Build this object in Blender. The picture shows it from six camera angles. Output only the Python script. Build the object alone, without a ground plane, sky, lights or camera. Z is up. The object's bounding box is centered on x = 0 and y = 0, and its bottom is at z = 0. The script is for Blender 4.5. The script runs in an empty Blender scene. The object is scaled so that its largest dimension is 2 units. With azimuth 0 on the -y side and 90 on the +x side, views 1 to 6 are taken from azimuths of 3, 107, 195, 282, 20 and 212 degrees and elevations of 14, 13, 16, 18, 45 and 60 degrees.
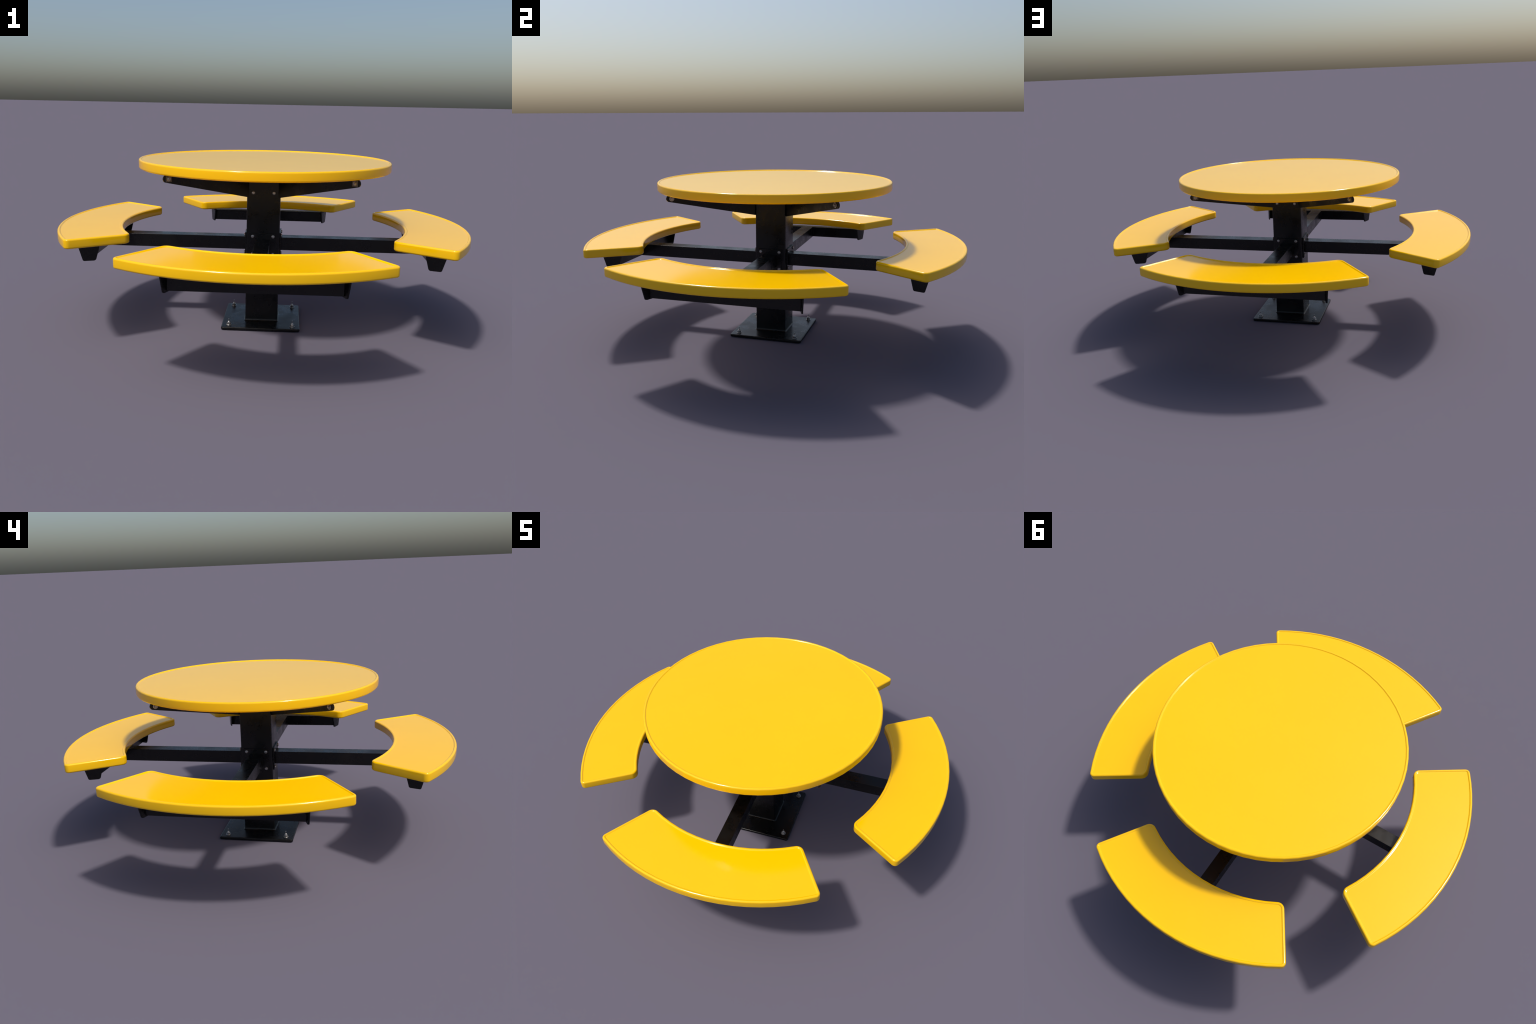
"""Round four-seat picnic table: yellow coated slabs on a black steel pedestal."""
import bpy, bmesh, math
from math import sin, cos, pi, radians, atan2, asin, acos, hypot
from mathutils import Matrix, Vector

# ------------------------------------------------------------------ sizes (m)
TABLE_R, TABLE_Z0, TABLE_Z1 = 0.6163, 0.7856, 0.8303
SEAT_RO, SEAT_RI, SEAT_CI = 1.0000, 0.7289, -0.0331     # outer arc, inner arc, inner arc centre
SEAT_HALF = 0.5874                                      # half angle of a seat end (radial edge)
SEAT_RC_OUT, SEAT_RC_IN = 0.022, 0.0348
SEAT_Z0, SEAT_Z1 = 0.4690, 0.5132
COL_W = 0.0820
PLATE_W, PLATE_T = 0.1955, 0.0135
ARM_W, ARM_Z0, ARM_Z1 = 0.0354, 0.3778, 0.4427
BAR_R, BAR_W, BAR_L = 0.7946, 0.0280, 0.3440            # crossbar (T section): centre radius, half flange width, half length
BAR_Z0, BAR_FLANGE, WEB_W = 0.3768, 0.0045, 0.0035
FLANGE_T, FLANGE_W, FLANGE_Z0, FLANGE_Z1 = 0.0075, 0.0640, 0.3520, 0.4705
WING_BEND, WING_X, WING_Y = 0.0720, 0.4050, 0.4113       # bend line, bolt position at the tip
WING_OVER = 0.0110                                      # straight run past the bolt before the round tip

# ------------------------------------------------------------------ materials
def nodes_of(name):
    m = bpy.data.materials.new(name)
    m.use_nodes = True
    nt = m.node_tree
    return m, nt, nt.nodes["Principled BSDF"]

def noise(nt, co, scale, detail=4.0, rough=0.6, stretch=None):
    n = nt.nodes.new("ShaderNodeTexNoise")
    n.inputs["Scale"].default_value = scale
    n.inputs["Detail"].default_value = detail
    n.inputs["Roughness"].default_value = rough
    if stretch:
        mp = nt.nodes.new("ShaderNodeMapping")
        mp.inputs["Scale"].default_value = stretch
        nt.links.new(co, mp.inputs["Vector"])
        co = mp.outputs["Vector"]
    nt.links.new(co, n.inputs["Vector"])
    return n.outputs["Fac"]

def ramp(nt, fac, stops):
    r = nt.nodes.new("ShaderNodeValToRGB")
    while len(r.color_ramp.elements) < len(stops):
        r.color_ramp.elements.new(0.5)
    for e, (p, c) in zip(r.color_ramp.elements, stops):
        e.position = p
        e.color = (c, c, c, 1) if isinstance(c, (int, float)) else (*c, 1)
    nt.links.new(fac, r.inputs["Fac"])
    return r.outputs["Color"]

def mix(nt, fac, a, b):
    m = nt.nodes.new("ShaderNodeMix")
    m.data_type = 'RGBA'
    nt.links.new(fac, m.inputs["Factor"])
    for sock, v in ((m.inputs["A"], a), (m.inputs["B"], b)):
        if isinstance(v, tuple):
            sock.default_value = (*v, 1)
        else:
            nt.links.new(v, sock)
    return m.outputs["Result"]

def coat_material():
    """glossy yellow plastisol coat"""
    m, nt, b = nodes_of("yellow_coating")
    co = nt.nodes.new("ShaderNodeTexCoord").outputs["Object"]
    broad = ramp(nt, noise(nt, co, 3.2, 5), [(0.35, 0.0), (0.70, 1.0)])
    b.inputs["Base Color"].default_value = (1, 1, 1, 1)
    col = mix(nt, broad, (0.955, 0.535, 0.0005), (0.970, 0.548, 0.0010))
    nt.links.new(col, b.inputs["Base Color"])
    rg = ramp(nt, noise(nt, co, 9.0, 6), [(0.3, 0.135), (0.75, 0.145)])
    nt.links.new(rg, b.inputs["Roughness"])
    b.inputs["IOR"].default_value = 1.5
    return m

def paint_material():
    """black powder coat with dust specks, thin scratches and brown grime"""
    m, nt, b = nodes_of("black_powder_coat")
    co = nt.nodes.new("ShaderNodeTexCoord").outputs["Object"]
    grime = ramp(nt, noise(nt, co, 9.0, 8, 0.72), [(0.52, 0.0), (0.72, 0.9)])
    specks = ramp(nt, noise(nt, co, 75.0, 5, 0.75), [(0.61, 0.0), (0.76, 0.8)])
    rust = ramp(nt, noise(nt, co, 48.0, 6, 0.7), [(0.66, 0.0), (0.76, 0.8)])
    def scratches(stretch, turn, lo):
        mp = nt.nodes.new("ShaderNodeMapping")
        mp.inputs["Rotation"].default_value = turn
        mp.inputs["Scale"].default_value = stretch
        nt.links.new(co, mp.inputs["Vector"])
        return ramp(nt, noise(nt, mp.outputs["Vector"], 1.0, 3, 0.5), [(lo, 0.0), (lo + 0.05, 0.7)])
    s1 = scratches((18, 260, 260), (0.4, 0.5, 0.6), 0.70)
    s2 = scratches((240, 16, 240), (0.2, 0.7, 0.3), 0.71)
    c = mix(nt, grime, (0.0034, 0.0033, 0.0035), (0.0075, 0.0062, 0.0050))
    c = mix(nt, specks, c, (0.018, 0.017, 0.016))
    c = mix(nt, rust, c, (0.016, 0.0075, 0.0035))
    c = mix(nt, s1, c, (0.030, 0.029, 0.028))
    c = mix(nt, s2, c, (0.030, 0.029, 0.028))
    nt.links.new(c, b.inputs["Base Color"])
    rg = ramp(nt, noise(nt, co, 11.0, 7, 0.65), [(0.30, 0.18), (0.72, 0.42)])
    nt.links.new(rg, b.inputs["Roughness"])
    b.inputs["IOR"].default_value = 1.5
    b.inputs["Specular IOR Level"].default_value = 0.34
    bump = nt.nodes.new("ShaderNodeBump")
    bump.inputs["Strength"].default_value = 0.03
    bump.inputs["Distance"].default_value = 0.002
    nt.links.new(noise(nt, co, 120.0, 4), bump.inputs["Height"])
    nt.links.new(bump.outputs["Normal"], b.inputs["Normal"])
    return m

def steel_material():
    """zinc plated hardware, a little dull"""
    m, nt, b = nodes_of("zinc_steel")
    co = nt.nodes.new("ShaderNodeTexCoord").outputs["Object"]
    g = ramp(nt, noise(nt, co, 160.0, 6, 0.7), [(0.38, 0.0), (0.66, 1.0)])
    nt.links.new(mix(nt, g, (0.50, 0.49, 0.48), (0.30, 0.27, 0.24)), b.inputs["Base Color"])
    b.inputs["Metallic"].default_value = 0.9
    b.inputs["Roughness"].default_value = 0.30
    return m

YELLOW, BLACK, STEEL = coat_material(), paint_material(), steel_material()
def dark_material():
    m, nt, b = nodes_of("dull_washer")
    b.inputs["Base Color"].default_value = (0.16, 0.14, 0.12, 1)
    b.inputs["Metallic"].default_value = 0.5
    b.inputs["Roughness"].default_value = 0.5
    return m
DARK = dark_material()

# ------------------------------------------------------------------ mesh tools
def make(name, bm, mat, parent=None, smooth=35.0, mats=None, weighted=False):
    bmesh.ops.recalc_face_normals(bm, faces=bm.faces)
    lim = radians(smooth)
    for f in bm.faces:
        f.smooth = True
    for e in bm.edges:
        e.smooth = len(e.link_faces) == 2 and e.calc_face_angle(0) < lim
    me = bpy.data.meshes.new(name)
    bm.to_mesh(me)
    bm.free()
    if weighted:                                        # broad faces stay flat, chamfers take the turn
        acc = [Vector() for _ in me.vertices]
        for p in me.polygons:
            for v in p.vertices:
                acc[v] += p.normal * p.area
        me.normals_split_custom_set_from_vertices([a.normalized() for a in acc])
    for mm in (mats or [mat]):
        me.materials.append(mm)
    ob = bpy.data.objects.new(name, me)
    bpy.context.scene.collection.objects.link(ob)
    ob.parent = parent
    return ob

def clone(ob, parent=None, matrix=None):
    c = ob.copy()
    bpy.context.scene.collection.objects.link(c)
    c.parent = parent if parent else ob.parent
    if matrix is not None:
        c.matrix_basis = matrix
    return c

def skin_loops(bm, loops, cap0=True, cap1=True):
    rings = [[bm.verts.new(p) for p in lp] for lp in loops]
    n = len(rings[0])
    for a, b in zip(rings, rings[1:]):
        for i in range(n):
            j = (i + 1) % n
            bm.faces.new((a[i], a[j], b[j], b[i]))
    if cap0:
        bm.faces.new(rings[0][::-1])
    if cap1:
        bm.faces.new(rings[-1])
    return rings

def rounded_box(x0, x1, y0, y1, z0, z1, r, seg=2, bm=None):
    own = bmesh.new()
    bmesh.ops.create_cube(own, size=1.0)
    for v in own.verts:
        v.co = Vector(((x0 + x1) / 2 + v.co.x * (x1 - x0), (y0 + y1) / 2 + v.co.y * (y1 - y0),
                       (z0 + z1) / 2 + v.co.z * (z1 - z0)))
    if r > 0:
        bmesh.ops.bevel(own, geom=own.edges[:], offset=r, segments=seg, profile=0.5, affect='EDGES')
    return own

def slab_profile(z0, z1):
    """(inset, z) pairs from the underside, round the edge, over the lip, down to the sunk panel"""
    rb, rt, lip, sunk = 0.0090, 0.0078, 0.0026, 0.0038
    p = [(0.030, z0), (rb + 0.002, z0)]
    for k in range(7):
        t = pi / 2 * k / 6
        p.append((rb * (1 - sin(t)), z0 + rb * (1 - cos(t))))
    p.append((0.0, (z0 + z1) / 2))
    for k in range(7):
        t = pi / 2 * k / 6
        p.append((rt * (1 - cos(t)), z1 - rt * (1 - sin(t))))
    p.append((rt + lip, z1 - 0.0002))
    a = rt + lip
    p += [(a + 0.0014, z1 - 0.0010), (a + 0.0028, z1 - sunk + 0.0006), (a + 0.0040, z1 - sunk),
          (a + 0.0065, z1 - sunk), (0.045, z1 - sunk)]
    return p

# ------------------------------------------------------------------ outlines
def seat_outline():
    """returns fn(inset) -> list of (tangential, radial) points, constant topology"""
    t = Vector((sin(SEAT_HALF), cos(SEAT_HALF)))        # along the end edge, outward
    nrm = Vector((t.y, -t.x))                           # pointing out of the end
    # fillet centres
    rc = SEAT_RC_OUT
    R = SEAT_RO - rc
    co = t * math.sqrt(R * R - rc * rc) - nrm * rc
    rci = SEAT_RC_IN
    R2 = SEAT_RI + rci
    # centre on line  s*t - nrm*rci  at distance R2 from (0,SEAT_CI)
    q = -nrm * rci - Vector((0, SEAT_CI))
    bq = q.dot(t)
    ci = t * (-bq + math.sqrt(bq * bq - q.length_squared + R2 * R2)) - nrm * rci
    ang_o = atan2(co.x, co.y)
    ang_i = atan2(ci.x, ci.y - SEAT_CI)
    NO, NI, NC = 18, 14, 7
    a_end = atan2(nrm.y, nrm.x)
    def fn(o):
        pts = []
        for k in range(1, NO):                          # outer arc, left to right
            a = -ang_o + 2 * ang_o * k / NO
            pts.append(((SEAT_RO - o) * sin(a), (SEAT_RO - o) * cos(a)))
        def fillet(c, r, a0, a1):
            return [(c.x + r * cos(a0 + (a1 - a0) * k / NC), c.y + r * sin(a0 + (a1 - a0) * k / NC))
                    for k in range(NC + 1)]
        right = fillet(co, rc - o, pi / 2 - ang_o, a_end)
        d = Vector((0, SEAT_CI)) - ci
        right_in = fillet(ci, rci - o, a_end, atan2(d.y, d.x))
        pts += right + right_in
        for k in range(1, NI):
            a = ang_i - 2 * ang_i * k / NI
            pts.append(((SEAT_RI + o) * sin(a), SEAT_CI + (SEAT_RI + o) * cos(a)))
        pts += [(-x, y) for x, y in reversed(right + right_in)]
        return pts
    return fn

def seat_bmesh():
    bm = bmesh.new()
    fn = seat_outline()
    loops = []
    for o, z in slab_profile(SEAT_Z0, SEAT_Z1):
        if o > 0.018:
            o = 0.018 if z > 0.49 else 0.016
        # local axes: radial = -y
        loops.append([(x, -y, z) for x, y in fn(o)])
    skin_loops(bm, loops)
    bmesh.ops.remove_doubles(bm, verts=bm.verts, dist=1e-6)
    return bm

def table_bmesh():
    bm = bmesh.new()
    N = 64
    loops = []
    for o, z in slab_profile(TABLE_Z0, TABLE_Z1):
        loops.append([((TABLE_R - o) * cos(2 * pi * i / N), (TABLE_R - o) * sin(2 * pi * i / N), z) for i in range(N)])
    skin_loops(bm, loops)
    return bm

# ------------------------------------------------------------------ assembly
root = bpy.data.objects.new("picnic_table", None)
bpy.context.scene.collection.objects.link(root)
root["label"] = "round yellow picnic table with four curved seats on black pedestal"
root["category"] = "picnic table"

tabletop = make("tabletop", table_bmesh(), YELLOW, root)

# -- column: rounded square tube with a small weld fillet at the foot
def column():
    bm = bmesh.new()
    def square(w, r, z, n=5):
        out = []
        for q, (sx, sy) in enumerate(((1, 1), (-1, 1), (-1, -1), (1, -1))):
            for k in range(n):
                a = pi / 2 * q + pi / 2 * k / (n - 1)
                out.append((sx * (w - r) + r * cos(a), sy * (w - r) + r * sin(a), z))
        return out
    r = 0.007
    prof = [(0.0070, PLATE_T - 0.001), (0.0070, PLATE_T + 0.0003), (0.0035, PLATE_T + 0.0016), (0.0012, PLATE_T + 0.0042),
            (0.0, PLATE_T + 0.0090), (0.0, PLATE_T + 0.0130), (0.0, TABLE_Z0 + 0.0015)]
    skin_loops(bm, [square(COL_W + d, r + d * 0.5, z) for d, z in prof])
    return bm
col = make("column", column(), BLACK, root)

# -- base plate with clipped round corners
def base_plate():
    bm = bmesh.new()
    def sq(w, r, z, n=5):
        out = []
        for q, (sx, sy) in enumerate(((1, 1), (-1, 1), (-1, -1), (1, -1))):
            for k in range(n):
                a = pi / 2 * q + pi / 2 * k / (n - 1)
                out.append((sx * (w - r) + r * cos(a), sy * (w - r) + r * sin(a), z))
        return out
    skin_loops(bm, [sq(PLATE_W - i, 0.012 - i, z) for i, z in
                    ((0.002, 0.0), (0.0005, 0.0006), (0.0, 0.002), (0.0, PLATE_T - 0.0032), (0.0011, PLATE_T - 0.0011),
                     (0.0032, PLATE_T), (0.006, PLATE_T))])
    return bm
plate = make("base_plate", base_plate(), BLACK, root, 180, weighted=True)

# -- lathe helper for hardware (axis +z)
def lathe(bm, prof, n, rot=0.0, mat_index=0):
    rings = [[bm.verts.new((r * cos(2 * pi * i / n + rot), r * sin(2 * pi * i / n + rot), z)) for i in range(n)]
             for r, z in prof]
    fs = []
    for a, b in zip(rings, rings[1:]):
        for i in range(n):
            j = (i + 1) % n
            fs.append(bm.faces.new((a[i], a[j], b[j], b[i])))
    fs.append(bm.faces.new(rings[0][::-1]))
    fs.append(bm.faces.new(rings[-1]))
    for f in fs:
        f.material_index = mat_index

def anchor_bmesh():
    bm = bmesh.new()
    lathe(bm, [(0.0135, 0.0), (0.0135, 0.0022), (0.0130, 0.0028), (0.0110, 0.0030)], 20)
    lathe(bm, [(0.0105, 0.0030), (0.0108, 0.0040), (0.0108, 0.0105), (0.0095, 0.0120)], 6, 0.3)
    lathe(bm, [(0.0068, 0.0115), (0.0066, 0.0150), (0.0055, 0.0180), (0.0035, 0.0200), (0.0016, 0.0210)], 14)
    lathe(bm, [(0.0014, 0.0205), (0.0014, 0.0295), (0.0024, 0.0300), (0.0026, 0.0312), (0.0020, 0.0325)], 10)
    return bm
anchor = make("anchor_bolt", anchor_bmesh(), STEEL, plate, 30)
ax, ay = 0.1588, 0.1553
spots = [(-ax, -ay), (ax, -ay), (ax, ay), (-ax, ay)]
anchor.matrix_basis = Matrix.Translation((*spots[0], PLATE_T))
for k, (x, y) in enumerate(spots[1:], 1):
    clone(anchor, plate, Matrix.Translation((x, y, PLATE_T)) @ Matrix.Rotation(0.7 * k, 4, 'Z'))

def screw_bmesh():
    """dark seal ring under a bright domed head with a shallow hex socket, axis +z"""
    bm = bmesh.new()
    lathe(bm, [(0.0092, 0.0), (0.0092, 0.0012), (0.0086, 0.0018)], 18, 0.0, 1)
    lathe(bm, [(0.0080, 0.0012), (0.0078, 0.0032), (0.0068, 0.0048), (0.0046, 0.0057), (0.0038, 0.0057), (0.0036, 0.0048)], 18)
    lathe(bm, [(0.0034, 0.0044), (0.0034, 0.0049)], 6, 0.2, 0)
    return bm

def frame(origin, normal):
    """matrix whose +z is the given normal"""
    return Matrix.Translation(origin) @ Vector(normal).to_track_quat('Z', 'Y').to_matrix().to_4x4()

# -- seat arms: flange plate on the column, tube out to a crossbar with two end plates (radial = -y)
def end_plate_bmesh():
    """trapezoid plate, normal +x, thickness 8 mm, in the (y = -radius, z) plane"""
    ctr = 0.7928
    bm = bmesh.new()
    out = []
    top_w, bot_w, zt, zb, r = 0.0526, 0.0264, SEAT_Z0 + 0.0015, 0.3719, 0.009
    corners = [(-top_w, zt, 0), (-bot_w, zb, r), (bot_w, zb, r), (top_w, zt, 0)]
    n = len(corners)
    for i, (x, z, rr) in enumerate(corners):
        p = Vector((x, z))
        if rr == 0:
            out.append(p)
            continue
        d1 = (Vector(corners[i - 1][:2]) - p).normalized()
        d2 = (Vector(corners[(i + 1) % n][:2]) - p).normalized()
        h = d1.angle(d2) / 2
        t = rr / math.tan(h)
        c = p + (d1 + d2).normalized() * (rr / sin(h))
        a0 = atan2(*(p + d1 * t - c).yx)
        a1 = atan2(*(p + d2 * t - c).yx)
        if a1 < a0:
            a1 += 2 * pi
        if a1 - a0 > pi:
            a0 += 2 * pi
        for k in range(6):
            a = a0 + (a1 - a0) * k / 5
            out.append(c + Vector((cos(a), sin(a))) * rr)
    splay = 0.373                                       # plates toe outwards
    skin_loops(bm, [[(x + splay * p.x, -ctr - p.x, p.y) for p in out] for x in (-0.0035, 0.0035)])
    es = [e for e in bm.edges if e.calc_face_angle(0) > 1.2]
    bmesh.ops.bevel(bm, geom=es, offset=0.0012, segments=2, profile=0.5, affect='EDGES')
    return bm

def crossbar_bmesh():
    """steel T section lying under the seat: flat top flange, thin upright web"""
    bm = bmesh.new()
    top = ARM_Z1 + 0.0003
    for x0, x1, y0, y1, z0, z1 in (
            (-BAR_L, BAR_L, -BAR_R - BAR_W, -BAR_R + BAR_W, top - BAR_FLANGE, top),
            (-BAR_L - 0.0005, BAR_L + 0.0005, -BAR_R - WEB_W, -BAR_R + WEB_W, BAR_Z0, top - BAR_FLANGE + 0.001)):
        part = rounded_box(x0, x1, y0, y1, z0, z1, 0.0006)
        me = bpy.data.meshes.new("tmp"); part.to_mesh(me); part.free(); bm.from_mesh(me); bpy.data.meshes.remove(me)
    return bm

y_face = -COL_W
seat0 = arm0 = None
for k in range(4):
    rot = Matrix.Rotation(pi / 2 * k, 4, 'Z')
    if k == 0:
        seat0 = make("seat", seat_bmesh(), YELLOW, root)
        arm0 = make("seat_arm", rounded_box(-ARM_W, ARM_W, -(BAR_R - WEB_W) - 0.0015, y_face - FLANGE_T + 0.002,
                                            ARM_Z0, ARM_Z1, 0.0010), BLACK, root, 180, weighted=True)
        bar0 = make("crossbar", crossbar_bmesh(), BLACK, arm0, 180, weighted=True)
        ep0 = make("end_plate", end_plate_bmesh(), BLACK, arm0, 180, weighted=True)
        ep0.matrix_basis = Matrix.Translation((0.3464, 0, 0))
        ep1 = clone(ep0, arm0, Matrix.Translation((-0.3464, 0, 0)) @ Matrix.Diagonal((-1, 1, 1, 1)))
        fl0 = make("flange_plate", rounded_box(-FLANGE_W, FLANGE_W, y_face - FLANGE_T, y_face + 0.001,
                                               FLANGE_Z0, FLANGE_Z1, 0.0012), BLACK, arm0, 180, weighted=True)
        sc0 = make("screw", screw_bmesh(), STEEL, arm0, 32, [STEEL, DARK])
        pos = [(sx * 0.0503, y_face - FLANGE_T, z) for z in (0.4560, 0.3664) for sx in (-1, 1)]
        sc0.matrix_basis = frame(pos[0], (0, -1, 0))
        scs = [sc0] + [clone(sc0, arm0, frame(p, (0, -1, 0)) @ Matrix.Rotation(0.5 * i, 4, 'Z'))
                       for i, p in enumerate(pos[1:], 1)]
        kids = [bar0, ep0, ep1, fl0] + scs
    else:
        clone(seat0, root, rot)
        a = clone(arm0, root, rot)
        for c in kids:
            clone(c, a, c.matrix_basis.copy())

# -- two bent table brackets: a web screwed to the column face and two tapering wings at 45 degrees
def bracket_bmesh():
    """web on the -y column face; wings run out to (+-WING_X, -WING_Y)"""
    bm = bmesh.new()
    T = 0.0060
    y0 = -COL_W - T                                    # outer face of the web
    zt, zb = TABLE_Z0 + 0.0008, 0.6490
    # web
    web = rounded_box(-WING_BEND, WING_BEND, y0, -COL_W + 0.001, zb, zt, 0.0)
    me = bpy.data.meshes.new("tmp"); web.to_mesh(me); web.free(); bm.from_mesh(me); bpy.data.meshes.remove(me)
    ztip, rt = 0.7680, 0.0164
    run = Vector((WING_X - WING_BEND, WING_Y + y0))
    length = run.length + WING_OVER
    run.normalize()
    for s in (1, -1):
        prof = [(0.0, zt), (0.0, zb)]
        # tangent from (0,zb) to the tip circle underside
        d = hypot(length, ztip - zb)
        base = atan2(ztip - zb, length)
        tang = base - asin(rt / d)
        a0 = tang - pi / 2
        for k in range(11):
            a = a0 + (pi / 2 - a0) * k / 10
            prof.append((length + rt * cos(a), ztip + rt * sin(a)))
        u = Vector((s * run.x, -run.y, 0))              # along the wing
        nn = Vector((s * run.y, run.x, 0))              # towards the column corner
        o = Vector((s * WING_BEND, y0, 0))
        lo = []
        for off in (-0.0002, T):
            lo.append([o + u * d_ + nn * off + Vector((0, 0, z)) for d_, z in prof])
        skin_loops(bm, lo)
    return bm
br0 = make("table_bracket", bracket_bmesh(), BLACK, root, 25)
def tip_bolt_bmesh():
    """through bolt: square washer and head on one side (+z), round washer and nut on the other"""
    bm = bmesh.new()
    w = 0.0155
    plate_ = rounded_box(-w, w, -0.0135, 0.0135, 0.0, 0.0020, 0.0006, 1)
    me = bpy.data.meshes.new("tmp"); plate_.to_mesh(me); plate_.free(); bm.from_mesh(me); bpy.data.meshes.remove(me)
    for f in bm.faces:
        f.material_index = 1
    lathe(bm, [(0.0105, 0.0018), (0.0105, 0.0028), (0.0098, 0.0032)], 18)
    lathe(bm, [(0.0082, 0.0030), (0.0082, 0.0070), (0.0070, 0.0080)], 6, 0.2)
    lathe(bm, [(0.0040, 0.0078), (0.0040, 0.0108), (0.0032, 0.0114)], 12)
    lathe(bm, [(0.0125, -0.0064), (0.0130, -0.0070), (0.0130, -0.0082), (0.0120, -0.0090)], 18)
    lathe(bm, [(0.0080, -0.0086), (0.0080, -0.0135), (0.0068, -0.0145)], 6, 0.5)
    lathe(bm, [(0.0040, -0.0140), (0.0040, -0.0170), (0.0032, -0.0176)], 12)
    return bm
tb0 = make("bracket_bolt", tip_bolt_bmesh(), STEEL, br0, 30, [STEEL, DARK])
y0 = -COL_W - 0.006
def tip_frame(s):
    run = Vector((WING_X - WING_BEND, WING_Y + y0)).normalized()
    return frame((s * WING_X, -WING_Y, 0.7675), (-s * run.y, -run.x, 0))
tb0.matrix_basis = tip_frame(1)
tb1 = clone(tb0, br0, tip_frame(-1))
ws0 = clone(sc0, br0, frame((-0.0503, y0, 0.6725), (0, -1, 0)))
ws1 = clone(sc0, br0, frame((0.0503, y0, 0.6725), (0, -1, 0)) @ Matrix.Rotation(0.4, 4, 'Z'))
br1 = clone(br0, root, Matrix.Rotation(pi, 4, 'Z'))
for c in (tb0, tb1, ws0, ws1):
    clone(c, br1, c.matrix_basis.copy())
